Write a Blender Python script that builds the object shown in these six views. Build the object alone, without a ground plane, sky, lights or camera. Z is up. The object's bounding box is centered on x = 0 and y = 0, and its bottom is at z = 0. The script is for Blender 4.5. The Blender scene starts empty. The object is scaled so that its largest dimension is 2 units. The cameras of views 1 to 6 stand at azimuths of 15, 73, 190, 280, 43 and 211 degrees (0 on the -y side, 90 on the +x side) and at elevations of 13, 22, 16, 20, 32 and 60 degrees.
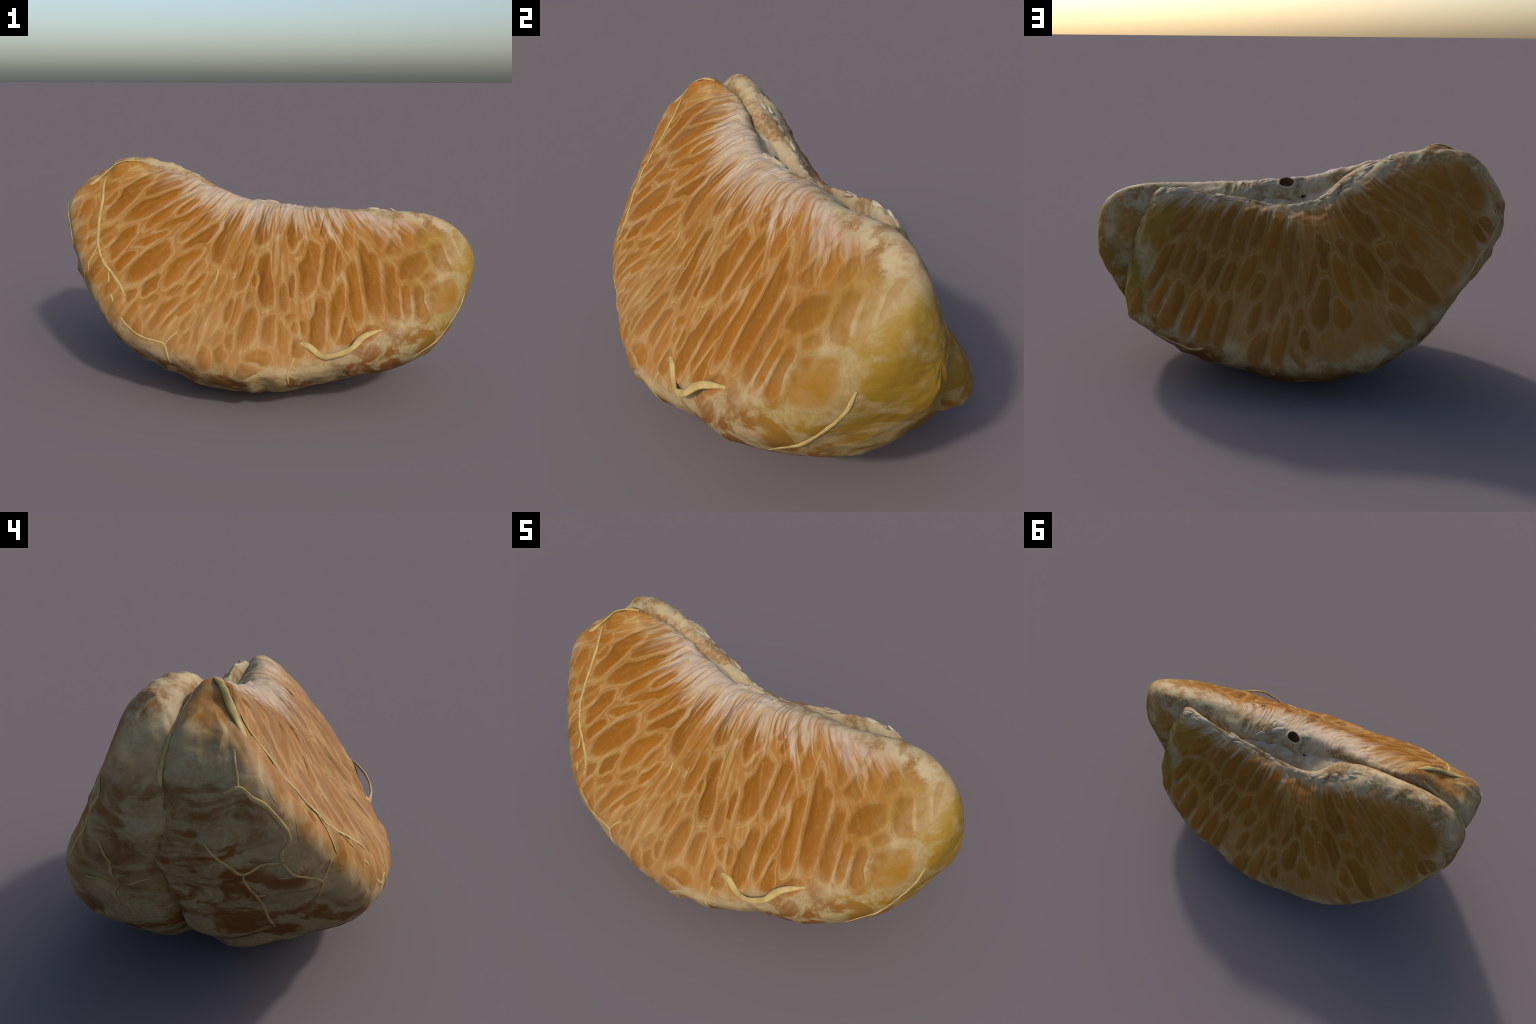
"""Two joined, peeled mandarin segments: membranes over juice sacs, pith strands and a torn pith core."""
import bpy
import bmesh
import math
import random
import numpy as np
from mathutils import Matrix, Vector

random.seed(7)

# ---------------------------------------------------------------- rails of the two segments
# Ten rails run from tip to tip of each segment; names say where on the wedge a rail lies (metres).
FRONT_TIPS = ((-.775, -.065, 1.056), (.975, .112, .604))
FRONT_RAILS = {
    "inner_front": [(-.678, -.070, 1.106), (-.616, -.025, 1.070), (-.513, .031, 1.055), (-.240, -.000, 1.003), (-.056, -.068, .951), (.016, -.074, .920), (.108, -.083, .934), (.171, -.003, .939), (.250, .074, .904), (.392, .178, .789), (.623, .243, .599), (.931, .199, .573)],
    "face_upper": [(-.717, -.139, 1.104), (-.713, -.110, 1.055), (-.616, -.128, 1.024), (-.405, -.173, .924), (-.210, -.231, .811), (-.069, -.246, .738), (.063, -.228, .760), (.186, -.148, .841), (.314, -.032, .921), (.470, .013, .942), (.637, .198, .740), (.949, .166, .658)],
    "face_middle": [(-.770, -.113, 1.046), (-.814, -.153, .985), (-.747, -.228, .889), (-.581, -.324, .714), (-.390, -.393, .606), (-.162, -.374, .547), (.040, -.353, .546), (.220, -.312, .619), (.410, -.162, .728), (.620, .022, .886), (.806, .136, .995), (.976, .093, .791)],
    "face_lower": [(-.822, -.116, 1.018), (-.929, -.201, .958), (-.868, -.312, .785), (-.693, -.505, .549), (-.532, -.577, .486), (-.226, -.528, .412), (.056, -.547, .378), (.228, -.462, .359), (.454, -.395, .435), (.774, -.289, .516), (.991, -.122, .667), (1.024, -.015, .720)],
    "face_crease": [(-.866, -.124, 1.007), (-.988, -.218, .914), (-.902, -.311, .708), (-.709, -.476, .429), (-.597, -.533, .269), (-.277, -.618, .250), (.072, -.634, .199), (.225, -.593, .218), (.396, -.524, .264), (.704, -.468, .292), (.908, -.254, .349), (1.003, .026, .590)],
    "belly": [(-.913, -.079, 1.019), (-1.018, -.106, .859), (-.932, -.137, .653), (-.765, -.221, .355), (-.540, -.302, .201), (-.283, -.400, .074), (.000, -.389, .067), (.223, -.358, .087), (.417, -.286, .149), (.664, -.174, .164), (.845, -.023, .206), (.982, .108, .442)],
    "seam_crease": [(-.911, -.003, 1.048), (-1.023, .077, .857), (-.953, .106, .636), (-.808, .092, .339), (-.609, .030, .101), (-.362, -.043, -.069), (-.070, -.019, -.069), (.208, .023, -.058), (.451, .084, -.007), (.634, .141, .099), (.799, .180, .310), (.976, .113, .507)],
    "contact_lower": [(-.845, .010, 1.063), (-.928, .076, .908), (-.872, .091, .710), (-.730, .081, .464), (-.544, .060, .261), (-.306, .044, .144), (-.053, .071, .104), (.196, .125, .090), (.440, .188, .100), (.664, .253, .167), (.845, .217, .315), (.966, .111, .549)],
    "contact_upper": [(-.759, .001, 1.083), (-.768, .041, .991), (-.694, .044, .861), (-.530, .032, .688), (-.350, .056, .568), (-.164, .078, .518), (.015, .105, .478), (.188, .153, .428), (.383, .203, .376), (.608, .232, .348), (.824, .187, .387), (.962, .164, .498)],
    "inner_rear": [(-.670, -.013, 1.121), (-.612, .011, 1.074), (-.513, .058, 1.039), (-.282, .033, .928), (-.107, .040, .879), (-.001, .062, .909), (.103, .065, .888), (.185, .120, .827), (.299, .168, .743), (.482, .210, .634), (.726, .198, .553), (.948, .174, .537)],
}
BACK_TIPS = ((-.829, .086, 1.081), (.698, .193, .647))
BACK_RAILS = {
    "inner_front": [(-.691, .096, 1.116), (-.530, .125, 1.093), (-.396, .127, 1.022), (-.249, .141, .970), (-.176, .179, .841), (.039, .102, .786), (.389, .170, .876), (.618, .171, .936), (.686, .203, .811), (.716, .209, .729), (.717, .179, .700), (.724, .178, .684)],
    "face_upper": [(-.763, .138, 1.105), (-.671, .178, 1.028), (-.558, .243, .969), (-.463, .243, .871), (-.366, .262, .790), (-.183, .283, .768), (.108, .254, .712), (.371, .228, .701), (.556, .264, .689), (.670, .262, .651), (.734, .231, .618), (.746, .211, .635)],
    "face_middle": [(-.822, .182, 1.068), (-.802, .219, .961), (-.756, .253, .823), (-.683, .331, .708), (-.565, .345, .592), (-.385, .397, .530), (-.110, .413, .504), (.163, .336, .474), (.398, .327, .540), (.591, .289, .548), (.721, .259, .532), (.752, .243, .597)],
    "face_lower": [(-.862, .121, 1.046), (-.886, .237, .888), (-.911, .320, .685), (-.810, .448, .581), (-.645, .504, .402), (-.488, .549, .235), (-.222, .549, .251), (.050, .544, .291), (.300, .453, .375), (.540, .388, .402), (.709, .330, .434), (.751, .288, .555)],
    "face_crease": [(-.924, .149, 1.039), (-.969, .285, .840), (-.946, .277, .576), (-.801, .353, .486), (-.652, .430, .287), (-.449, .518, .125), (-.184, .583, .109), (.029, .646, .172), (.277, .554, .229), (.510, .524, .287), (.693, .387, .351), (.754, .306, .479)],
    "belly": [(-.974, .107, .957), (-1.050, .152, .737), (-.900, .150, .599), (-.791, .245, .436), (-.725, .330, .255), (-.393, .335, .093), (-.081, .427, -.012), (.128, .473, .105), (.373, .522, .150), (.559, .481, .246), (.748, .389, .280), (.773, .303, .435)],
    "seam_crease": [(-.944, .008, .944), (-1.014, .008, .737), (-.877, .032, .602), (-.763, .066, .389), (-.640, .068, .160), (-.326, .038, -.031), (.029, .093, -.084), (.308, .158, -.006), (.520, .253, .068), (.666, .307, .188), (.786, .317, .259), (.772, .244, .460)],
    "contact_lower": [(-.847, -.008, 1.000), (-.870, .000, .828), (-.776, .018, .691), (-.641, .035, .500), (-.462, .049, .300), (-.172, .050, .164), (.164, .067, .129), (.442, .100, .152), (.619, .159, .203), (.729, .223, .282), (.796, .256, .357), (.772, .209, .523)],
    "contact_upper": [(-.756, .015, 1.049), (-.691, .016, .949), (-.575, .002, .850), (-.434, .019, .716), (-.265, .070, .570), (.015, .100, .511), (.355, .092, .510), (.599, .061, .492), (.701, .090, .459), (.762, .149, .469), (.791, .188, .517), (.767, .179, .602)],
    "inner_rear": [(-.680, .049, 1.081), (-.525, .048, 1.077), (-.369, -.007, 1.026), (-.224, .024, .963), (-.141, .116, .819), (.116, .137, .838), (.497, .149, .901), (.708, .057, .878), (.718, .083, .741), (.738, .127, .693), (.739, .141, .701), (.734, .152, .692)],
}
# ---------------------------------------------------------------- juice sacs and pith strands
# Sacs: (s, t) of the end near the hub, (s, t) of the end near the rind, half width in metres, veil of membrane 0..1.
FRONT_SACS = [
    (.251, .025, .236, .122, .024, 0.25), (.265, .069, .284, .219, .034, 0.00), (.305, .050, .298, .119, .025, 0.00), (.329, .069, .303, .186, .045, 0.00),
    (.341, .053, .334, .169, .023, 0.00), (.322, .178, .329, .250, .030, 0.00), (.382, .056, .348, .167, .024, 0.00), (.365, .122, .341, .206, .020, 0.00),
    (.387, .058, .382, .158, .031, 0.00), (.379, .158, .370, .253, .052, 0.00), (.346, .206, .348, .256, .021, 0.00), (.413, .144, .413, .228, .041, 0.00),
    (.415, .089, .396, .158, .026, 0.00), (.403, .214, .403, .264, .027, 0.00), (.420, .039, .453, .153, .037, 0.00), (.465, .036, .468, .131, .026, 0.00),
    (.449, .181, .449, .236, .020, 0.00), (.442, .242, .432, .325, .027, 0.20), (.458, .225, .444, .328, .025, 0.20), (.461, .183, .465, .239, .019, 0.45),
    (.508, .128, .508, .211, .025, 0.15), (.513, .217, .513, .281, .024, 0.40), (.494, .253, .489, .308, .025, 0.45), (.504, .011, .518, .111, .034, 0.00),
    (.539, .136, .558, .247, .036, 0.00), (.566, .125, .570, .194, .028, 0.00), (.594, .064, .587, .147, .039, 0.00), (.628, .161, .611, .244, .051, 0.00),
    (.594, .200, .589, .250, .024, 0.00), (.652, .111, .635, .156, .026, 0.00), (.652, .169, .640, .244, .029, 0.00), (.322, .269, .325, .311, .024, 0.30),
    (.234, .253, .260, .286, .030, 0.50), (.270, .286, .289, .319, .026, 0.50), (.186, .242, .203, .328, .024, 0.40), (.210, .092, .205, .147, .020, 0.30),
    (.353, .072, .353, .114, .021, 0.00), (.334, .031, .332, .067, .016, 0.30), (.382, .094, .377, .131, .017, 0.00), (.451, .275, .449, .322, .020, 0.30),
    (.403, .286, .408, .328, .022, 0.50), (.644, .097, .637, .144, .024, 0.10), (.678, .156, .671, .217, .022, 0.25), (.673, .217, .680, .319, .036, 0.00),
    (.692, .203, .697, .317, .042, 0.00), (.661, .247, .656, .328, .029, 0.00), (.623, .253, .616, .269, .022, 0.00), (.632, .256, .637, .339, .033, 0.00),
    (.666, .297, .668, .339, .026, 0.10), (.714, .253, .718, .325, .035, 0.10), (.726, .278, .726, .325, .025, 0.15), (.740, .294, .747, .336, .033, 0.10),
    (.749, .264, .718, .272, .051, 0.15), (.780, .314, .752, .325, .062, 0.35), (.730, .222, .718, .239, .028, 0.30), (.761, .228, .754, .242, .027, 0.45),
    (.771, .256, .773, .292, .039, 0.30), (.697, .322, .687, .339, .020, 0.30), (.699, .178, .692, .219, .022, 0.40), (.716, .186, .706, .219, .024, 0.55),
    (.740, .208, .735, .236, .030, 0.55), (.776, .217, .773, .244, .030, 0.60), (.792, .258, .792, .289, .029, 0.65), (.592, .253, .597, .281, .023, 0.20),
    (.537, .244, .530, .317, .038, 0.15), (.563, .256, .568, .308, .030, 0.25), (.582, .275, .594, .328, .026, 0.30), (.506, .222, .508, .275, .031, 0.30),
    (.492, .267, .487, .311, .028, 0.30), (.475, .353, .470, .397, .031, 0.20), (.494, .342, .494, .378, .023, 0.30), (.508, .328, .508, .353, .020, 0.35),
    (.468, .272, .463, .311, .022, 0.45), (.418, .317, .420, .339, .022, 0.40), (.549, .369, .537, .411, .043, 0.25), (.556, .408, .537, .442, .037, 0.05),
    (.599, .275, .606, .294, .019, 0.30), (.580, .206, .592, .261, .029, 0.25), (.618, .256, .616, .272, .022, 0.10), (.463, .069, .484, .111, .027, 0.00),
    (.568, .122, .570, .186, .033, 0.00),
]
BACK_SACS = [
    (.621, .028, .752, .108, .046, 0.20), (.737, .142, .816, .325, .040, 0.10), (.668, .125, .776, .342, .041, 0.00), (.606, .064, .675, .125, .039, 0.30),
    (.656, .133, .718, .236, .033, 0.00), (.718, .236, .759, .383, .037, 0.00), (.635, .133, .690, .239, .036, 0.00), (.697, .250, .726, .408, .042, 0.00),
    (.578, .075, .625, .136, .037, 0.25), (.625, .144, .683, .253, .035, 0.00), (.663, .244, .695, .406, .035, 0.00), (.544, .056, .623, .161, .039, 0.15),
    (.613, .161, .666, .264, .035, 0.00), (.647, .256, .673, .406, .035, 0.00), (.525, .061, .587, .153, .035, 0.15), (.597, .167, .644, .261, .032, 0.00),
    (.628, .253, .649, .386, .034, 0.00), (.508, .064, .563, .139, .032, 0.20), (.563, .150, .616, .236, .032, 0.00), (.604, .233, .630, .403, .037, 0.00),
    (.494, .064, .558, .175, .035, 0.20), (.566, .181, .604, .244, .027, 0.00), (.589, .244, .616, .317, .030, 0.00), (.549, .189, .585, .278, .034, 0.20),
    (.592, .300, .604, .383, .031, 0.00), (.563, .256, .575, .369, .034, 0.10), (.501, .122, .532, .192, .027, 0.20), (.482, .103, .523, .200, .027, 0.10),
    (.492, .147, .527, .217, .031, 0.10), (.499, .192, .527, .278, .050, 0.00), (.539, .281, .539, .331, .031, 0.00), (.558, .322, .554, .392, .026, 0.30),
    (.790, .333, .785, .431, .032, 0.10), (.487, .117, .525, .189, .034, 0.10), (.499, .100, .542, .200, .031, 0.25), (.475, .117, .494, .181, .031, 0.00),
    (.499, .222, .496, .272, .047, 0.00), (.477, .161, .480, .228, .038, 0.00), (.394, .056, .406, .150, .046, 0.00), (.406, .150, .408, .192, .031, 0.00),
    (.434, .142, .434, .222, .038, 0.00), (.348, .100, .363, .150, .031, 0.20), (.406, .197, .370, .306, .045, 0.00), (.427, .214, .408, .269, .031, 0.10),
    (.470, .250, .442, .328, .045, 0.00), (.434, .267, .418, .322, .030, 0.20), (.403, .283, .389, .364, .036, 0.20), (.356, .247, .346, .328, .035, 0.10),
    (.327, .222, .317, .331, .045, 0.00), (.253, .206, .291, .292, .049, 0.25), (.253, .269, .258, .308, .031, 0.00), (.267, .133, .289, .225, .039, 0.35),
    (.279, .094, .310, .172, .036, 0.40), (.177, .172, .220, .281, .036, 0.45), (.516, .278, .501, .347, .041, 0.00), (.542, .278, .539, .331, .035, 0.00),
    (.561, .317, .551, .369, .029, 0.20), (.492, .283, .492, .353, .029, 0.30), (.344, .156, .353, .225, .040, 0.35), (.317, .039, .341, .108, .030, 0.35),
    (.208, .114, .243, .197, .034, 0.40), (.415, .053, .437, .125, .027, 0.20), (.422, .022, .461, .114, .024, 0.25),
]
FRONT_STRANDS = [
    (0.0085, 0, [(.181, .183), (.241, .200), (.274, .233), (.303, .261), (.322, .267), (.346, .264), (.368, .269), (.384, .281)]),
    (0.006, 0, [(.339, .267), (.351, .281), (.370, .303), (.389, .322), (.408, .339), (.427, .350), (.442, .350), (.453, .353), (.458, .381), (.461, .408)]),
    (0.005, 0, [(.453, .353), (.456, .333), (.461, .314)]),
    (0.013, 2, [(.172, .958), (.138, .983), (.105, .064), (.131, .200), (.158, .236), (.181, .256), (.203, .289)]),
    (0.004, 0, [(.303, .261), (.308, .283), (.310, .308), (.315, .325)]),
    (0.016, 1, [(.611, .317), (.628, .333), (.647, .361), (.663, .364), (.678, .356), (.687, .339), (.704, .333)]),
    (0.006, 0, [(.611, .319), (.609, .336), (.606, .358), (.601, .389), (.601, .428)]),
    (0.008, 0, [(.816, .353), (.811, .378), (.800, .394), (.783, .408), (.766, .419), (.749, .428)]),
    (0.005, 0, [(.461, .158), (.468, .181), (.473, .206)]),
    (0.0045, 0, [(.489, .144), (.492, .161), (.494, .183)]),
    (0.011, 0, [(.167, .858), (.165, .747), (.169, .658), (.186, .625), (.205, .606), (.220, .608)]),
    (0.008, 0, [(.205, .472), (.205, .436), (.220, .417), (.234, .394), (.253, .386), (.263, .386), (.270, .400), (.274, .422), (.282, .433)]),
    (0.006, 0, [(.282, .433), (.279, .461), (.282, .489), (.272, .500), (.263, .511), (.248, .522)]),
    (0.006, 0, [(.282, .489), (.291, .494), (.301, .494), (.310, .492), (.322, .494), (.344, .500), (.368, .506)]),
    (0.005, 0, [(.310, .492), (.310, .481)]),
    (0.006, 0, [(.282, .433), (.291, .428), (.301, .414), (.313, .400), (.322, .414), (.334, .428)]),
    (0.005, 0, [(.313, .400), (.310, .372), (.308, .350)]),
    (0.004, 0, [(.158, .267), (.167, .394), (.196, .431), (.205, .436)]),
]
BACK_STRANDS = [
    (0.006, 0, [(.241, .433), (.263, .456), (.291, .464), (.317, .486), (.337, .483), (.358, .503)]),
    (0.006, 0, [(.332, .397), (.325, .444), (.322, .481)]),
    (0.005, 0, [(.310, .497), (.303, .522), (.298, .553)]),
    (0.008, 0, [(.728, .514), (.711, .486), (.692, .458), (.675, .442), (.666, .417)]),
    (0.006, 0, [(.189, .392), (.205, .419), (.243, .369), (.279, .328), (.313, .333), (.346, .328)]),
]
DARK_DISCS = [(.484, -.064, .040, .026), (.446, -.103, .018, .008)]     # dark raised discs standing in for holes in the inner edge: (s, t, radii)
# ---------------------------------------------------------------- surface maths
RAIL_NAMES = list(FRONT_RAILS)


def cubic(t):
    return np.stack([(1 - t) ** 3, 3 * t ** 3 - 6 * t * t + 4, -3 * t ** 3 + 3 * t * t + 3 * t + 1, t ** 3], -1) / 6


def smooth01(x, lo, hi):
    x = np.clip((x - lo) / (hi - lo), 0, 1)
    return x * x * (3 - 2 * x)


def spline_grid(grid, s, t):
    """Cubic B-spline surface: open along s (tip to tip), closed around t."""
    rows, cols = grid.shape[0] - 3, grid.shape[1]
    x = np.clip(s, 0, 1) * (rows - 1e-6)
    k = x.astype(int)
    a = cubic(x - k)
    y = (t % 1.0) * cols
    m = np.floor(y).astype(int)
    b = cubic(y - m)
    p = np.zeros(np.shape(s) + (3,))
    for i in range(4):
        for j in range(4):
            p += (a[..., i] * b[..., j])[..., None] * grid[k + i, (m - 1 + j) % cols]
    return p


def hash01(ix, iy, iz, seed):
    h = (ix * 374761393 + iy * 668265263 + iz * 2147483647 + seed * 144665) & 0xFFFFFFFF
    h = ((h ^ (h >> 13)) * 1274126177) & 0xFFFFFFFF
    return ((h ^ (h >> 16)) & 0xFFFF) / 65535.0


def noise3(p, seed=0):
    """Smooth value noise in -1..1."""
    q = np.floor(p).astype(np.int64)
    f = p - q
    f = f * f * (3 - 2 * f)
    v = 0
    for dx in (0, 1):
        for dy in (0, 1):
            for dz in (0, 1):
                w = (f[..., 0] if dx else 1 - f[..., 0]) * (f[..., 1] if dy else 1 - f[..., 1]) * (f[..., 2] if dz else 1 - f[..., 2])
                v = v + w * hash01(q[..., 0] + dx, q[..., 1] + dy, q[..., 2] + dz, seed)
    return v * 2 - 1


class Body:
    """One citrus segment: a closed loft over ten rails that run tip to tip."""

    def __init__(self, rails, tips, seed, relax=(0.10, 0.14)):
        cage = np.stack([np.array(rails[k]) for k in RAIL_NAMES], 1)
        n = cage.shape[1]
        ends = [np.repeat(np.array(p)[None], n, 0) for p in tips]
        cage = np.concatenate([[ends[0]] * 3, cage, [ends[1]] * 3])
        # resample finer, then relax the two ends so that the tips are rounded
        rows, cols = 96, 80
        S, T = np.meshgrid(np.linspace(0, 1, rows), np.arange(cols) / cols, indexing="ij")
        g = spline_grid(cage, S, T)
        wt = np.maximum(1 - smooth01(S, 0, relax[0]), smooth01(S, 1 - relax[1], 1.0))[..., None]
        for _ in range(40):
            g[0] = g[1].mean(0)
            g[-1] = g[-2].mean(0)
            avg = (np.roll(g, 1, 1) + np.roll(g, -1, 1)) / 2
            avg[1:-1] = avg[1:-1] * 0.5 + (g[2:] + g[:-2]) * 0.25
            g = g + (avg - g) * wt * 0.8
        self.grid = np.concatenate([[g[0]] * 2, g, [g[-1]] * 2])
        self.seed = seed
        self.sign = 1.0
        p = self.plain(S, T)
        self.sign = float(np.sign(((p - p.mean((0, 1))) * self.normal(S, T)).sum()))

    def plain(self, s, t):
        return spline_grid(self.grid, np.asarray(s, float), np.asarray(t, float))

    def normal(self, s, t, base=None):
        f = base or self.plain
        s, t = np.asarray(s, float), np.asarray(t, float)
        s = np.clip(s, 0.012, 0.988)
        e = 0.004
        n = np.cross(f(s + e, t) - f(s - e, t), f(s, t + e) - f(s, t - e))
        return self.sign * n / (np.linalg.norm(n, axis=-1)[..., None] + 1e-12)

    def at(self, s, t):
        """Surface with its lumps, sac ends, puckers and pith crumbs."""
        s, t = np.asarray(s, float), np.asarray(t, float)
        p = self.plain(s, t)
        n = self.normal(s, t)
        u = (t + 0.5) % 1.0 - 0.5                       # 0 on the inner edge
        ends = smooth01(s, 0.07, 0.17) * (1 - smooth01(s, 0.86, 0.96))
        rind = smooth01(u, 0.36, 0.43) * 1.0 + smooth01(-u, 0.34, 0.40) * 1.0
        rind = np.clip(rind, 0, 1)
        inner = 1 - smooth01(np.abs(u), 0.03, 0.10)
        hub = 1 - smooth01(np.abs(u - 0.06), 0.04, 0.14)
        st = lambda a, b: np.stack([s * a, t * b, np.full_like(s, 3.7 * self.seed)], -1)
        h = 0.007 * noise3(p * 4.5, self.seed)
        wob = 0.5 * noise3(p * 6, self.seed + 9)
        ridge = noise3(st(44, 9) + wob[..., None] * [1.3, 0.4, 0], self.seed + 1)
        h = h + rind * ends * ((0.007 + 0.011 * smooth01(-p[..., 0], 0.0, 0.5)) * ridge + 0.004 - 0.012 * np.abs(noise3(st(30, 12) + wob[..., None], self.seed + 7)) + 0.010 * noise3(p * 10, self.seed + 8) * smooth01(-p[..., 0], 0.0, 0.4) + 0.0035 * noise3(p * 19, self.seed + 2))
        h = h + inner * ends * (0.007 * noise3(p * 14, self.seed + 3) + 0.004 * noise3(p * 34, self.seed + 4))
        h = h + hub * ends * 0.0035 * noise3(st(150, 16), self.seed + 5)
        h = h + 0.0016 * noise3(p * 45, self.seed + 6)
        q = p + n * h[..., None]
        low = q[..., 2]
        q[..., 2] = np.where(low < 0.03, 0.03 * np.exp(np.minimum(low / 0.03 - 1, 0)), low)   # it rests on the ground
        return q

FRONT = Body(FRONT_RAILS, FRONT_TIPS, 1, relax=(0.17, 0.15))
BACK = Body(BACK_RAILS, BACK_TIPS, 2)


# ---------------------------------------------------------------- node helpers
class Nodes:
    def __init__(self, name, root):
        self.mat = bpy.data.materials.new(name)
        self.mat.use_nodes = True
        self.tree = self.mat.node_tree
        self.bsdf = self.tree.nodes["Principled BSDF"]
        tc = self.new("ShaderNodeTexCoord")
        tc.object = root
        self.pos = tc.outputs["Object"]                 # the whole fruit's own frame
        self.own = self.new("ShaderNodeTexCoord").outputs["Object"]   # the part's own frame
        sep = self.new("ShaderNodeSeparateXYZ")
        self.link(self.pos, sep.inputs[0])
        self.x, self.y, self.z = sep.outputs

    def new(self, kind):
        return self.tree.nodes.new(kind)

    def link(self, a, b):
        self.tree.links.new(a, b)

    def put(self, sock, v):
        if isinstance(v, bpy.types.NodeSocket):
            self.link(v, sock)
        elif isinstance(v, (tuple, list)) and len(v) == 3 and sock.type == "RGBA":
            sock.default_value = (*v, 1)
        else:
            sock.default_value = v

    def m(self, op, a, b=0.0, clamp=False):
        n = self.new("ShaderNodeMath")
        n.operation = op
        n.use_clamp = clamp
        self.put(n.inputs[0], a)
        self.put(n.inputs[1], b)
        return n.outputs[0]

    def step(self, v, lo, hi, a=0.0, b=1.0):
        n = self.new("ShaderNodeMapRange")
        n.interpolation_type = "SMOOTHSTEP"
        for i, x in enumerate((v, lo, hi, a, b)):
            self.put(n.inputs[i], x)
        return n.outputs[0]

    def mix(self, f, a, b):
        n = self.new("ShaderNodeMix")
        n.data_type = "RGBA"
        self.put(n.inputs["Factor"], f)
        self.put(n.inputs[6], a)
        self.put(n.inputs[7], b)
        return n.outputs[2]

    def vec(self, x, y, z):
        n = self.new("ShaderNodeCombineXYZ")
        for i, v in enumerate((x, y, z)):
            self.put(n.inputs[i], v)
        return n.outputs[0]

    def stretch(self, v, scale, shift=(0, 0, 0)):
        n = self.new("ShaderNodeMapping")
        self.put(n.inputs[0], v)
        n.inputs["Scale"].default_value = scale
        n.inputs["Location"].default_value = shift
        return n.outputs[0]

    def noise(self, v, scale, detail=4.0, rough=0.55, warp=0.0):
        n = self.new("ShaderNodeTexNoise")
        self.put(n.inputs["Vector"], v)
        n.inputs["Scale"].default_value = scale
        n.inputs["Detail"].default_value = detail
        n.inputs["Roughness"].default_value = rough
        n.inputs["Distortion"].default_value = warp
        return n.outputs[0]

    def custom(self, name):
        n = self.new("ShaderNodeAttribute")
        n.attribute_type = "OBJECT"
        n.attribute_name = '["%s"]' % name
        return n.outputs["Fac"]

    def finish(self, color, height=None, bump=0.3, rough=0.62, spec=0.12):
        self.put(self.bsdf.inputs["Base Color"], color)
        self.bsdf.inputs["Roughness"].default_value = rough
        self.bsdf.inputs["Specular IOR Level"].default_value = spec
        if height is not None:
            b = self.new("ShaderNodeBump")
            b.inputs["Strength"].default_value = bump
            b.inputs["Distance"].default_value = 0.01
            self.put(b.inputs["Height"], height)
            self.link(b.outputs[0], self.bsdf.inputs["Normal"])
        return self.mat


ORANGE = (0.218, 0.080, 0.0040)
ORANGE_DEEP = (0.172, 0.063, 0.0035)
TAN = (0.246, 0.104, 0.018)
CREAM = (0.345, 0.232, 0.098)
PITH_WHITE = (0.39, 0.310, 0.232)
OLIVE = (0.215, 0.130, 0.014)
BROWN = (0.135, 0.048, 0.006)
STRAW = (0.40, 0.300, 0.120)

SIDES = {
    # ellipse of the outer rim in the side view (centre x, z, radii), start of the unripe yellow end
    "front": dict(cx=0.01, cz=0.92, rx=0.955, rz=0.70, yellow=(0.58, 1.02), inner=(-0.02, 0.02), line=1.0, cream=0.9, tan=TAN, pale=0.32, rim=0.895, streak=0.34, seed=0.0),
    "back": dict(cx=-0.10, cz=0.92, rx=0.875, rz=0.76, yellow=(0.30, 0.78), inner=(0.20, 0.15), line=0.6, cream=0.45, streak=0.35, tan=(0.235, 0.096, 0.013), pale=0.2, rim=0.92, seed=5.0),
}


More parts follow.
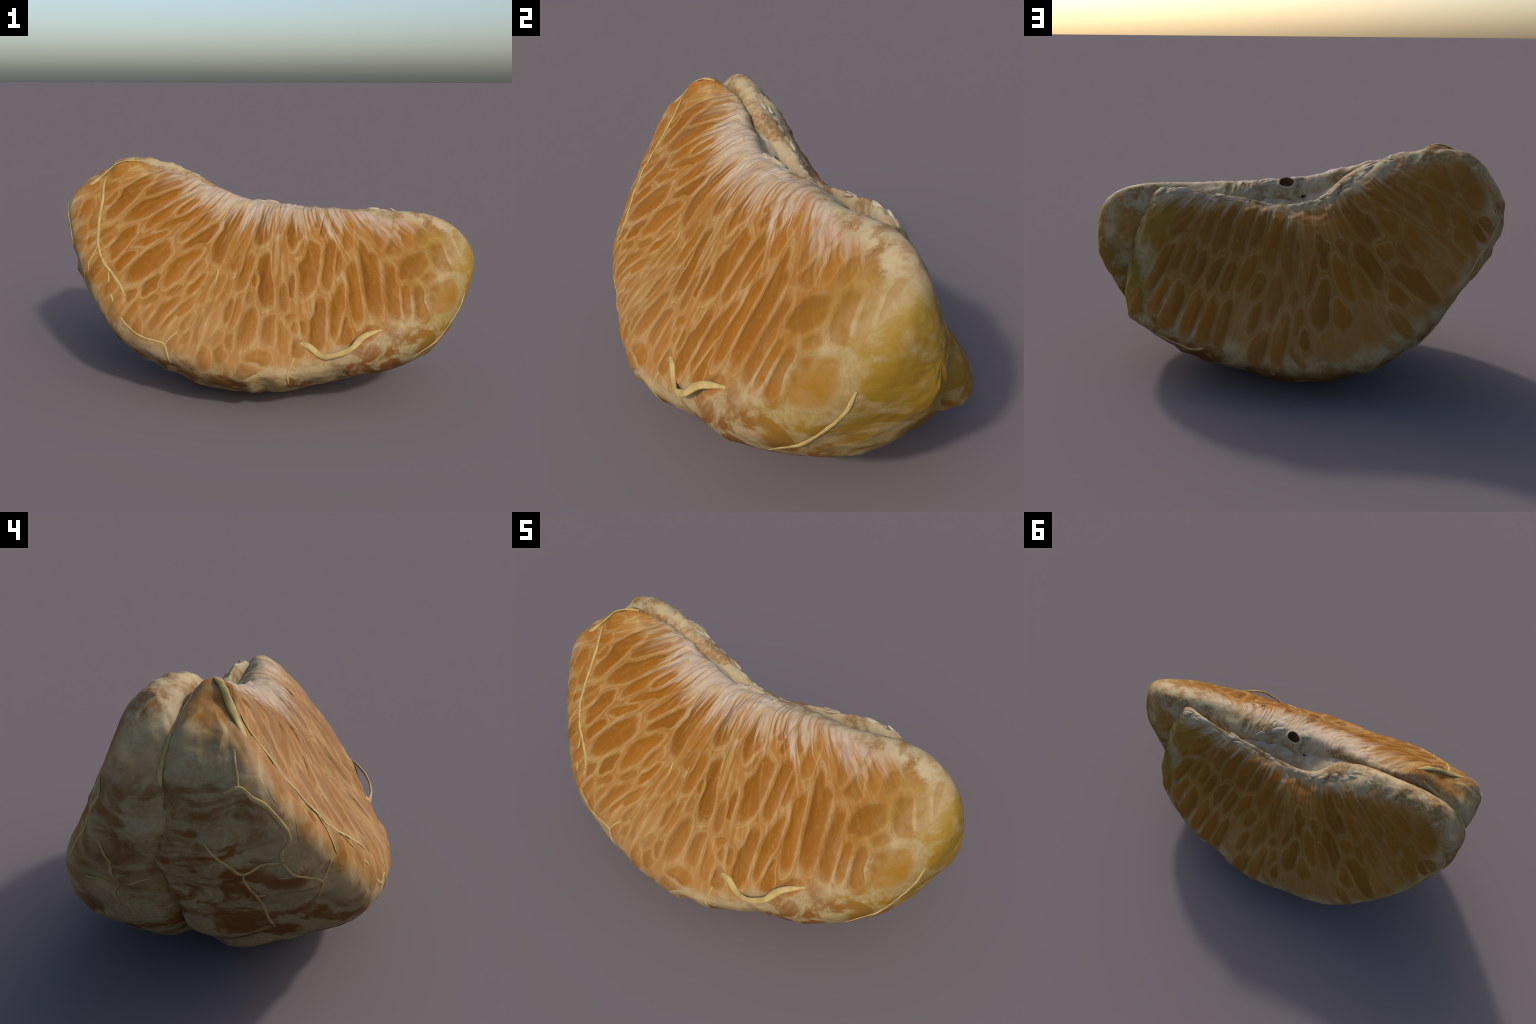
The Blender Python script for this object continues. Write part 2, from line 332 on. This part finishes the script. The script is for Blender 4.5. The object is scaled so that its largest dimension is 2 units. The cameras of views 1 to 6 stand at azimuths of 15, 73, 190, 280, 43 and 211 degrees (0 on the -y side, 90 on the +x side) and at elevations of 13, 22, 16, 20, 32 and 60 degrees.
def membrane(n, side):
    """Colour of the translucent skin: tan between sacs, pale fibres fanning from the hub, white hub, mottled rind."""
    k = SIDES[side]
    ax = n.m("SUBTRACT", n.x, 0.03)
    az = n.m("SUBTRACT", 1.25, n.z)
    ang = n.m("ARCTAN2", ax, az)
    rad = n.m("SQRT", n.m("ADD", n.m("MULTIPLY", ax, ax), n.m("MULTIPLY", az, az)))
    fan = n.vec(ang, rad, k["seed"])
    broad = n.noise(n.stretch(fan, (9, 2.6, 1)), 1.0, 3, 0.5, 0.4)
    fibre = n.noise(n.stretch(fan, (42, 5.0, 1)), 1.0, 4, 0.6, 0.5)
    hair = n.noise(n.stretch(fan, (110, 9, 1)), 1.0, 3, 0.6, 0.3)
    mott = n.noise(n.pos, 9.0, 6, 0.62, 0.4)
    fine = n.noise(n.pos, 60.0, 4, 0.65)

    # face between the sacs
    col = n.mix(n.step(n.m("ADD", n.m("MULTIPLY", fibre, 0.8), n.m("MULTIPLY", mott, 0.6)), 0.58, 1.0, 0.0, k["cream"]), k["tan"], CREAM)
    col = n.mix(n.step(broad, 0.55, 0.75, 0, 0.35), col, ORANGE)
    # paler tone low on the face, fading out towards +x
    pale = n.m("MULTIPLY", n.step(n.m("ADD", n.z, n.m("MULTIPLY", n.m("SUBTRACT", mott, 0.5), 0.5)), 0.60, 0.36), n.step(n.x, 0.40, 0.10))
    col = n.mix(n.m("MULTIPLY", pale, k["pale"]), col, (0.325, 0.195, 0.088))
    # unripe end
    yel = n.step(n.m("ADD", n.x, n.m("MULTIPLY", n.m("SUBTRACT", mott, 0.5), 0.35)), *k["yellow"])
    col = n.mix(n.m("MULTIPLY", yel, n.step(mott, 0.68, 0.48, 0.45, 0.95)), col, OLIVE)
    # white hub with thin torn slits that let the flesh show
    dip = n.m("MULTIPLY", n.step(n.x, 0.0, -0.75), 0.26)
    depth = n.m("SUBTRACT", n.m("SUBTRACT", n.m("ADD", 0.90, dip), n.z), n.m("MULTIPLY", n.m("SUBTRACT", fibre, 0.5), 0.34))
    near = n.step(n.m("ADD", depth, n.m("MULTIPLY", n.m("SUBTRACT", broad, 0.5), -0.22)), 0.135, 0.0)
    side_fall = n.m("MULTIPLY", n.step(n.x, -0.66, -0.34), n.step(n.x, 0.95, 0.40, 0.25, 1.0))
    hubm = n.m("MULTIPLY", near, side_fall)
    white = n.mix(n.step(fine, 0.35, 0.7), PITH_WHITE, (0.355, 0.270, 0.195))
    white = n.mix(n.step(hair, 0.60, 0.70, 0, 0.75), white, (0.25, 0.095, 0.018))
    col = n.mix(n.m("MULTIPLY", hubm, n.step(fibre, 0.25, 0.5, 0.45, 1.0)), col, white)
    # white streaks that run on outward from the hub
    run = n.noise(n.stretch(fan, (26, 2.2, 1), (3.1, 0.7, 0)), 1.0, 3, 0.55, 0.6)
    streak = n.m("MULTIPLY", n.step(run, 0.56, 0.70), n.m("MULTIPLY", n.step(depth, 0.36, 0.02), side_fall))
    col = n.mix(n.m("MULTIPLY", streak, k["streak"]), col, (0.385, 0.290, 0.190))
    # rind side: pale mottled skin with bare brown-orange windows, stretched across the segment
    ex = n.m("DIVIDE", n.m("SUBTRACT", n.x, k["cx"]), k["rx"])
    ez = n.m("DIVIDE", n.m("SUBTRACT", n.z, k["cz"]), k["rz"])
    ell = n.m("SQRT", n.m("ADD", n.m("MULTIPLY", ex, ex), n.m("MULTIPLY", ez, ez)))
    rim = n.step(n.m("ADD", ell, n.m("MULTIPLY", n.m("SUBTRACT", mott, 0.5), 0.16)), k["rim"], k["rim"] + 0.11)
    patch = n.noise(n.stretch(n.pos, (7.0, 4.6, 8.5), (k["seed"], 1.3, 0.4)), 1.0, 6, 0.6, 0.8)
    skin = n.mix(n.step(fine, 0.3, 0.7), (0.285, 0.228, 0.128), (0.225, 0.155, 0.070))
    skin = n.mix(n.step(n.m("ADD", patch, n.m("MULTIPLY", n.m("SUBTRACT", mott, 0.5), 0.25)), 0.44, 0.56, 0, 0.92), skin, BROWN)
    skin = n.mix(n.m("MULTIPLY", n.m("MULTIPLY", yel, n.step(n.z, 0.18, 0.46, 0.15, 1.0)), n.step(patch, 0.34, 0.55, 0.35, 0.95)), skin, OLIVE)
    # inner edge: torn cream pith
    lo, hi = k["inner"]
    edge = n.m("MULTIPLY", n.step(n.m("ADD", n.y, n.m("MULTIPLY", n.m("SUBTRACT", mott, 0.5), 0.06)), lo, hi), n.step(n.z, 0.70, 0.80))
    torn = n.mix(n.step(mott, 0.40, 0.58), (0.36, 0.285, 0.165), (0.21, 0.115, 0.042))
    torn = n.mix(n.step(fine, 0.45, 0.65, 0, 0.5), torn, (0.40, 0.335, 0.215))
    col = n.mix(n.m("MULTIPLY", edge, 0.9), col, torn)
    col = n.mix(rim, col, skin)
    # pale band just along the rim
    band = n.m("MULTIPLY", n.step(ell, 0.88, 0.96), n.step(ell, 1.07, 0.98))
    col = n.mix(n.m("MULTIPLY", band, n.step(mott, 0.40, 0.60, 0.1, 0.75)), col, (0.36, 0.27, 0.145))
    height = n.m("ADD", n.m("MULTIPLY", fibre, 0.7), n.m("MULTIPLY", fine, 0.5))
    return col, height, fine, mott, fibre, n.m("MAXIMUM", n.m("MULTIPLY", hubm, 0.85), n.m("MAXIMUM", n.m("MULTIPLY", streak, k["streak"] * 0.6), n.m("MULTIPLY", pale, k["pale"] * 0.55)))


def membrane_material(side, root):
    n = Nodes(side + "_membrane", root)
    col, height = membrane(n, side)[:2]
    return n.finish(col, height, 0.25)


SAC_ZONES = ((0.68, 0.0), (0.76, 0.10), (0.83, 0.26), (0.89, 0.50), (0.94, 0.76), (0.985, 0.97), (1.10, 1.0))   # (outer radius of a zone, skin over it)
LINE_AT = {0.10: 0.3, 0.26: 0.35, 0.50: 0.4, 0.76: 0.5, 0.97: 0.6, 1.0: 0.6}                                              # pale fibre between sacs


def sac_material(side, root, skin_over):
    n = Nodes(side + "_juice_sac", root)
    col, height, fine, mott, fibre, covered = membrane(n, side)
    sep = n.new("ShaderNodeSeparateXYZ")
    n.link(n.own, sep.inputs[0])
    lx = sep.outputs[0]
    rand = n.new("ShaderNodeObjectInfo").outputs["Random"]
    wob = n.noise(n.pos, 30.0, 5, 0.65)
    over = n.m("ADD", skin_over, n.m("MULTIPLY", n.m("SUBTRACT", wob, 0.5), 0.9 if 0 < skin_over < 1 else 0.0), clamp=True)
    inside = n.m("MULTIPLY", n.m("SUBTRACT", 1.0, over), n.m("SUBTRACT", 1.0, n.custom("veil")))
    inside = n.m("MULTIPLY", inside, n.m("SUBTRACT", 1.0, covered))
    tint = n.mix(n.step(n.m("ADD", n.m("MULTIPLY", rand, 0.6), n.m("MULTIPLY", mott, 0.6)), 0.3, 0.85), ORANGE_DEEP, ORANGE)
    tint = n.mix(n.step(lx, 0.0, 1.0, 0, 0.22), tint, (0.27, 0.100, 0.022))
    tint = n.mix(n.step(fine, 0.56, 0.78, 0, 0.28), tint, CREAM)
    tint = n.mix(n.step(n.m("ADD", fibre, n.m("MULTIPLY", mott, 0.3)), 0.60, 0.95, 0, 0.35), tint, (0.27, 0.140, 0.040))
    line = n.m("MULTIPLY", LINE_AT.get(skin_over, 0.0), n.m("MULTIPLY", n.step(n.noise(n.pos, 7.0, 3, 0.6), 0.38, 0.62, 0.25, 1.0), SIDES[side]["line"]))
    line = n.m("MULTIPLY", line, n.m("MULTIPLY", n.m("SUBTRACT", 1.0, n.custom("veil")), n.step(n.x, 0.85, 0.45, 0.25, 1.0)))
    k = SIDES[side]
    tint = n.mix(n.step(n.x, k["yellow"][0], k["yellow"][1], 0, 0.6), tint, (0.205, 0.100, 0.009))
    return n.finish(n.mix(inside, n.mix(line, col, CREAM), tint), height, 0.18, rough=0.55)


def pith_material(root):
    n = Nodes("pith", root)
    a = n.noise(n.pos, 16, 6, 0.65, 0.4)
    b = n.noise(n.pos, 55, 4, 0.65)
    col = n.mix(n.step(a, 0.38, 0.62), (0.33, 0.255, 0.165), (0.40, 0.345, 0.255))
    col = n.mix(n.step(n.noise(n.pos, 7, 4, 0.6), 0.56, 0.68, 0, 0.6), col, (0.26, 0.16, 0.065))
    col = n.mix(n.step(b, 0.62, 0.75, 0, 0.5), col, (0.22, 0.12, 0.05))
    return n.finish(col, n.m("ADD", a, b), 0.5, rough=0.85, spec=0.1)


def strand_material(root):
    n = Nodes("pith_strand", root)
    a = n.noise(n.pos, 24, 5, 0.6)
    col = n.mix(n.step(a, 0.35, 0.65), (0.315, 0.225, 0.085), STRAW)
    return n.finish(col, n.noise(n.pos, 70, 3), 0.2, rough=0.6)


# ---------------------------------------------------------------- geometry helpers
def add_object(name, mesh, parent, material):
    ob = bpy.data.objects.new(name, mesh)
    bpy.context.collection.objects.link(ob)
    ob.parent = parent
    mesh.materials.append(material)
    mesh.shade_smooth()
    return ob


def make_mesh(name, verts, faces, weld=False):
    me = bpy.data.meshes.new(name)
    me.from_pydata(np.asarray(verts).tolist(), [], faces)
    bm = bmesh.new()
    bm.from_mesh(me)
    if weld:
        bmesh.ops.remove_doubles(bm, verts=bm.verts, dist=1e-5)
    bmesh.ops.recalc_face_normals(bm, faces=bm.faces)
    bm.to_mesh(me)
    bm.free()
    return me


def loft_faces(rows, cols, closed=True):
    i, j = np.meshgrid(np.arange(rows - 1), np.arange(cols if closed else cols - 1), indexing="ij")
    k = (j + 1) % cols
    return np.stack([i * cols + j, i * cols + k, (i + 1) * cols + k, (i + 1) * cols + j], -1).reshape(-1, 4).tolist()


def segment_mesh(body, ns=540, nt=330):
    S, T = np.meshgrid(np.linspace(0, 1, ns), np.arange(nt) / nt, indexing="ij")
    p = body.at(S, T)
    p[0], p[-1] = p[0].mean(0), p[-1].mean(0)
    return make_mesh("segment", p.reshape(-1, 3), loft_faces(ns, nt), weld=True)


def spindle_distance(p, a, b, w):
    """Distance of points p (..., 2) to a spindle with axis a-b: widest past its middle, slim at the hub end a."""
    d = b - a
    f = np.clip(((p - a) @ d) / (d @ d + 1e-12), 0, 1)
    slim = 0.45 + 0.55 * np.sin(math.pi * (0.12 + 0.66 * f)) ** 1.2
    return np.linalg.norm(p - a - f[..., None] * d, axis=-1) - w * slim


def sac_objects(body, specs, parent, materials, grow=0.028, gap=0.0028):
    """Juice sacs press against each other under the skin: each fills its own cell on the face."""
    around, rings = 56, 22
    ends = [(body.plain(np.array(q[0]), np.array(q[1])), body.plain(np.array(q[2]), np.array(q[3]))) for q in specs]
    pts = np.array([p for e in ends for p in e])
    centre = pts.mean(0)
    _, _, axes = np.linalg.svd(pts - centre)
    plane = axes[:2]
    flat = lambda p: (p - centre) @ plane.T

    def walk(goal, s, t):
        """Surface parameters of places given in the flattened face."""
        e = 0.003
        for _ in range(6):
            res = goal - flat(body.plain(s, t))
            ds = (body.plain(s + e, t) - body.plain(s - e, t)) @ plane.T / (2 * e)
            dt = (body.plain(s, t + e) - body.plain(s, t - e)) @ plane.T / (2 * e)
            det = ds[:, 0] * dt[:, 1] - ds[:, 1] * dt[:, 0]
            det = np.where(np.abs(det) < 1e-4, 1e-4, det)
            s = np.clip(s + np.clip((res[:, 0] * dt[:, 1] - res[:, 1] * dt[:, 0]) / det, -0.05, 0.05), 0.03, 0.97)
            t = t + np.clip((ds[:, 0] * res[:, 1] - ds[:, 1] * res[:, 0]) / det, -0.05, 0.05)
        return s, t

    # slim sacs fill what room the main ones leave
    specs, rng, big = list(specs), random.Random(11), len(specs)
    axis2 = [(flat(a), flat(b)) for a, b in ends]
    for _ in range(2600):
        k = rng.randrange(big)
        a2, b2 = axis2[k]
        d = (b2 - a2) / np.linalg.norm(b2 - a2)
        turn = rng.uniform(-0.12, 0.12)
        d = np.array([d[0] - turn * d[1], d[1] + turn * d[0]])
        c = (a2 + b2) / 2 + np.array([rng.uniform(-0.13, 0.13), rng.uniform(-0.13, 0.13)])
        half = rng.uniform(0.025, 0.075)
        line = c + d * np.linspace(-half, half, 7)[:, None]
        room = [spindle_distance(line, p, r, q[4]) for (p, r), q in zip(axis2, specs)]
        free = np.min(room)
        if free > 0.012 and sorted(np.min(room, axis=1))[2] < 0.07:
            q = specs[k]
            s, t = walk(line[[0, -1]], np.full(2, (q[0] + q[2]) / 2), np.full(2, (q[1] + q[3]) / 2))
            if t.min() < 0.045 or t.max() > 0.36:
                continue
            e3 = body.plain(s, t)
            specs.append((s[0], t[0], s[1], t[1], min(free, 0.03), q[5] * 0.7 + rng.uniform(0.1, 0.4)))
            ends.append((e3[0], e3[1]))
            axis2.append((line[0], line[-1]))

    caps = []
    for (a, b), q in zip(ends, specs):
        a2, b2, w = flat(a), flat(b), q[4]
        d = (b2 - a2) / (np.linalg.norm(b2 - a2) + 1e-9)
        size = np.linalg.norm(b2 - a2)
        caps.append((a2 + d * (min(0.3 * w, 0.3 * size) - 0.10 * size), b2 - d * min(0.55 * w, 0.35 * size), w))
    ang = np.arange(around) / around * 2 * math.pi
    for i, q in enumerate(specs):
        a2, b2, w = caps[i]
        a3, b3 = ends[i]
        c2 = (a2 + b2) / 2
        ex2 = (flat(b3) - flat(a3)) / (np.linalg.norm(flat(b3) - flat(a3)) + 1e-9)
        ey2 = np.array([-ex2[1], ex2[0]])
        L = np.linalg.norm(b2 - a2) / 2 + w + grow
        W = w + grow
        steps = np.linspace(0.04, 1.0, 60)
        dirs = np.cos(ang)[:, None] * ex2 * L + np.sin(ang)[:, None] * ey2 * W
        p = c2 + dirs[:, None] * steps[None, :, None]
        own = spindle_distance(p, a2, b2, w)
        other = np.full(own.shape, 1e9)
        for j, c in enumerate(caps):
            if j != i and np.linalg.norm((c[0] + c[1]) / 2 - c2) < 0.6:
                other = np.minimum(other, spindle_distance(p, *c))
        ok = (own < grow) & (own < other - 2 * gap)
        ok = np.cumprod(ok, 1).astype(bool)
        reach = np.maximum(ok.sum(1) / len(steps), 0.12)
        if (reach > 0.2).mean() < 0.55:
            continue                                     # squeezed out by its neighbours
        for _ in range(3):
            reach = 0.5 * reach + 0.25 * (np.roll(reach, 1) + np.roll(reach, -1))
        R = np.linspace(0, 1.06, rings + 1)[1:]
        xy = dirs[None] * (R[:, None] * reach[None])[..., None]
        goal = c2 + np.concatenate([[[0.0, 0.0]], xy.reshape(-1, 2)])
        # walk on the surface to those places
        s = np.full(len(goal), (q[0] + q[2]) / 2)
        t = np.full(len(goal), (q[1] + q[3]) / 2)
        s, t = walk(goal, s, t)
        if np.linalg.norm(goal - flat(body.plain(s, t)), axis=1).max() > 0.006:
            continue                                     # would wrap round the rim
        rr = np.concatenate([[0.0], np.repeat(R, around)])
        half = max(0.012, np.median(reach) * W)
        bulge = min(half, 0.05) * 0.20
        bulge *= 1 - 0.8 * q[5]
        high = bulge * (1 - np.minimum(rr, 1) ** 2) ** 1.6 + 0.0007 - 0.05 * np.maximum(rr - 0.985, 0)
        nor = body.normal(s, t)
        p3 = body.at(s, t) + nor * high[:, None]
        mid = p3[0]
        ez = nor[0]
        ex = (b3 - a3) - ez * ((b3 - a3) @ ez)
        ex /= np.linalg.norm(ex)
        ey = np.cross(ez, ex)
        p3 = np.concatenate([p3, [mid - ez * 0.03]])
        last = len(p3) - 1
        faces = [(0, 1 + j, 1 + (j + 1) % around) for j in range(around)]
        slots = [0] * around
        for r in range(rings - 1):
            zone = next(z for z, (top, _) in enumerate(SAC_ZONES) if (R[r] + R[r + 1]) / 2 < top)
            for j in range(around):
                k = (j + 1) % around
                faces.append((1 + r * around + j, 1 + (r + 1) * around + j, 1 + (r + 1) * around + k, 1 + r * around + k))
                slots.append(zone)
        o = 1 + (rings - 1) * around
        faces += [(o + (j + 1) % around, o + j, last) for j in range(around)]
        slots += [len(SAC_ZONES) - 1] * around
        frame = np.eye(4)
        frame[:3, 0], frame[:3, 1], frame[:3, 2], frame[:3, 3] = ex * L, ey * W, ez * W, mid
        local = (np.linalg.inv(frame) @ np.concatenate([p3, np.ones((len(p3), 1))], 1).T).T[:, :3]
        me = make_mesh("juice_sac", local, faces)
        ob = add_object("juice_sac", me, parent, materials[0])
        for m in materials[1:]:
            me.materials.append(m)
        me.polygons.foreach_set("material_index", slots)
        ob.matrix_local = Matrix(frame.tolist())
        ob["veil"] = float(q[5])


def catmull(points, per):
    p = np.asarray(points, float)
    q = np.concatenate([[2 * p[0] - p[1]], p, [2 * p[-1] - p[-2]]])
    out = []
    for i in range(len(p) - 1):
        for u in np.arange(per) / per:
            a, b, c, d = q[i:i + 4]
            out.append(0.5 * (2 * b + (c - a) * u + (2 * a - 5 * b + 4 * c - d) * u * u + (3 * b - a - 3 * c + d) * u ** 3))
    return np.array(out + [p[-1]])


def tube(path, up, radius, flat=0.42, around=14):
    """Tube along a path, flattened along `up`, closed at both ends."""
    tan = np.gradient(path, axis=0)
    tan /= np.linalg.norm(tan, axis=1)[:, None] + 1e-12
    side = np.cross(tan, up)
    side /= np.linalg.norm(side, axis=1)[:, None] + 1e-12
    nor = np.cross(side, tan)
    ang = np.arange(around) / around * 2 * math.pi
    v = path[:, None] + radius[:, None, None] * (np.cos(ang)[None, :, None] * side[:, None] + flat * np.sin(ang)[None, :, None] * nor[:, None])
    n = len(path)
    faces = loft_faces(n, around) + [tuple(range(around)), tuple((n - 1) * around + j for j in range(around))]
    return v.reshape(-1, 3), faces


def strand_object(body, spec, parent, material):
    radius, lift, pts = spec
    s, t = np.array([p[0] for p in pts]), np.array([p[1] for p in pts])
    t = t[0] + np.cumsum(np.concatenate([[0], (np.diff(t) + 0.5) % 1.0 - 0.5]))
    if np.abs(np.diff(t)).max() < 0.13:                  # follow every lump of the skin
        st = catmull(np.stack([s, t], 1), 10)
        path, up = body.at(st[:, 0], st[:, 1]), body.normal(st[:, 0], st[:, 1])
    else:
        path, up = catmull(body.at(s, t), 10), catmull(body.normal(s, t), 10)
    up /= np.linalg.norm(up, axis=1)[:, None] + 1e-12
    n = len(path)
    u = np.linspace(0, 1, n)
    r = radius * (0.80 + 0.25 * noise3(path * 26, 5)) * np.minimum(1, 0.35 + 6 * np.minimum(u, 1 - u))
    off = radius * 0.12 * np.ones(n)
    if lift == 2:                                        # a raised hem
        off = off + 0.002
    elif lift:                                             # a strand torn loose: its middle arches off the skin
        off = off + 0.035 * np.sin(math.pi * np.clip((u - 0.3) / 0.7, 0, 1)) ** 1.2
    path = path + up * off[:, None] + 0.0022 * np.stack([noise3(path * 20, 11 + i) for i in range(3)], 1)
    v, f = tube(path, up, r)
    return add_object("pith_strand", make_mesh("pith_strand", v, f), parent, material)


def inner_edge(body, xs, t=0.98):
    s = np.linspace(0.05, 0.95, 400)
    p = body.plain(s, np.full_like(s, t))
    p = p[np.argsort(p[:, 0])]
    return np.stack([xs, np.interp(xs, p[:, 0], p[:, 1]), np.interp(xs, p[:, 0], p[:, 2])], 1)


# ---------------------------------------------------------------- build
root = bpy.data.objects.new("mandarin_piece", None)
bpy.context.collection.objects.link(root)
root["label"] = "two joined peeled mandarin orange segments with pale pith strands"
root["category"] = "fruit"

strand_mat = strand_material(root)
pith_mat = pith_material(root)
for side, body, sacs, strands in (("front", FRONT, FRONT_SACS, FRONT_STRANDS), ("back", BACK, BACK_SACS, BACK_STRANDS)):
    seg = add_object("segment", segment_mesh(body), root, membrane_material(side, root))
    if side == "back":                                   # plumper sacs on this face
        sacs = [(*q[:4], q[4] * 1.15, q[5]) for q in sacs]
    sac_objects(body, sacs, seg, [sac_material(side, root, z[1]) for z in SAC_ZONES])
    for spec in strands:
        strand_object(body, spec, seg, strand_mat)

# pith core: fills the groove between the two inner edges
xs = np.linspace(-0.56, 0.36, 160)
pf, pb = inner_edge(FRONT, xs), inner_edge(BACK, xs)
cols = 64
ang = np.arange(cols) / cols * 2 * math.pi
mid = (pf + pb) / 2
gapv = pb - pf
gapv[:, 0], gapv[:, 1] = 0, np.maximum(gapv[:, 1], 0.05)
width = np.linalg.norm(gapv, axis=1) / 2 + 0.035
across = gapv / np.linalg.norm(gapv, axis=1)[:, None]
upv = np.cross(across, np.array([[1.0, 0, 0]]))
upv *= np.sign(upv[:, 2:3])
fade = np.sqrt(np.clip(1 - (np.abs(xs + 0.10) / 0.465) ** 4, 0, 1))
drop = 0.072
core = mid[:, None] - upv[:, None] * drop + across[:, None] * (np.cos(ang)[None, :, None] * (width * fade)[:, None, None]) + upv[:, None] * (np.sin(ang)[None, :, None] * (0.040 * fade)[:, None, None])
lump = 0.010 * noise3(core * 11, 31) + 0.006 * noise3(core * 27, 32) + 0.003 * noise3(core * 60, 33)
core[..., 2] += lump
add_object("pith_core", make_mesh("pith_core", core.reshape(-1, 3), loft_faces(len(xs), cols) + [tuple(range(cols)), tuple((len(xs) - 1) * cols + j for j in range(cols))]), root, pith_mat)


def dark_disc_material(root):
    n = Nodes("dark_disc", root)
    a = n.noise(n.pos, 40, 5, 0.65)
    return n.finish(n.mix(n.step(a, 0.35, 0.65), (0.030, 0.011, 0.004), (0.075, 0.032, 0.010)), a, 0.5, rough=0.8, spec=0.1)  # dark brown that makes the uncut disc read as a hole


def lipped_disc(body, s0, t0, rx, ry, rings=12, around=32):
    """Dark disc laid on the surface in place of a real hole, with a raised ragged lip."""
    e = 0.003
    c = body.plain(np.array(s0), np.array(t0))
    nor = body.normal(np.array(s0), np.array(t0))
    ex = np.array([1.0, 0, 0]) - nor * nor[0]
    ex /= np.linalg.norm(ex)
    ey = np.cross(nor, ex)
    R, A = np.meshgrid(np.linspace(0, 1.25, rings + 1)[1:], np.arange(around) / around * 2 * math.pi, indexing="ij")
    rag = 1 + 0.16 * noise3(np.stack([np.cos(A) * 1.7, np.sin(A) * 1.7, A * 0], -1), 71)
    off = (R * rag * np.cos(A))[..., None] * ex * rx + (R * rag * np.sin(A))[..., None] * ey * ry
    off = np.concatenate([[[0.0, 0, 0]], off.reshape(-1, 3)])
    ds = (body.plain(np.array(s0 + e), np.array(t0)) - body.plain(np.array(s0 - e), np.array(t0))) / (2 * e)
    dt = (body.plain(np.array(s0), np.array(t0 + e)) - body.plain(np.array(s0), np.array(t0 - e))) / (2 * e)
    sol = np.linalg.lstsq(np.stack([ds, dt], 1), off.T, rcond=None)[0]
    s, t = s0 + sol[0], t0 + sol[1]
    rr = np.concatenate([[0.0], R.ravel()])
    high = 0.003 + 0.009 * np.exp(-((rr - 0.95) / 0.16) ** 2) - 0.03 * np.maximum(rr - 1.1, 0)
    p = body.at(s, t) + body.normal(s, t) * high[:, None]
    p = np.concatenate([p, [c - nor * 0.02]])
    faces = [(0, 1 + j, 1 + (j + 1) % around) for j in range(around)]
    slots = [0] * around
    for r in range(rings - 1):
        for j in range(around):
            k = (j + 1) % around
            faces.append((1 + r * around + j, 1 + (r + 1) * around + j, 1 + (r + 1) * around + k, 1 + r * around + k))
            slots.append(0 if (r + 1.5) / rings * 1.25 < 0.88 else 1)
    o = 1 + (rings - 1) * around
    faces += [(o + (j + 1) % around, o + j, len(p) - 1) for j in range(around)]
    slots += [1] * around
    return p, faces, slots


dark_disc_mat = dark_disc_material(root)
for s0, t0, rx, ry in DARK_DISCS:
    v, f, slots = lipped_disc(FRONT, s0, t0, rx, ry)
    me = make_mesh("pith_dark_disc", v, f)
    add_object("pith_dark_disc", me, root, dark_disc_mat)
    me.materials.append(pith_mat)
    me.polygons.foreach_set("material_index", slots)

# crumbs and torn flakes of pith along the inner edges, too small to count
rng = random.Random(5)
crumb_v, crumb_f = [], []
ball = bmesh.new()
bmesh.ops.create_icosphere(ball, subdivisions=3, radius=1.0)
bv = np.array([v.co[:] for v in ball.verts])
bf = np.array([[v.index for v in f.verts] for f in ball.faces])
ball.free()
for i in range(34):
    body = BACK if i % 5 else FRONT
    s0 = rng.uniform(0.24, 0.62) if i % 5 else rng.uniform(0.42, 0.62)
    t0 = rng.uniform(-0.04, 0.005) if i % 5 else rng.uniform(-0.07, -0.04)
    c = body.at(np.array(s0), np.array(t0))
    nor = body.normal(np.array(s0), np.array(t0))
    run = body.plain(np.array(s0 + 0.01), np.array(t0)) - body.plain(np.array(s0 - 0.01), np.array(t0))
    run /= np.linalg.norm(run) + 1e-9
    size = rng.uniform(0.009, 0.021)
    shape = np.stack([run * rng.uniform(1.0, 2.4), np.cross(nor, run) * rng.uniform(0.6, 1.0), nor * rng.uniform(0.3, 0.55)], 0) * size
    v = bv * (1 + 0.45 * noise3(bv * 1.3 + i * 3.1, 81) + 0.15 * noise3(bv * 4 + i, 82))[:, None]
    crumb_f.append(bf + sum(len(x) for x in crumb_v))
    crumb_v.append(c - nor * size * 0.2 + v @ shape)
crumbs = add_object("pith_crumbs", make_mesh("pith_crumbs", np.concatenate(crumb_v), np.concatenate(crumb_f).tolist()), root, pith_mat)
crumbs["kind"] = "stuff"
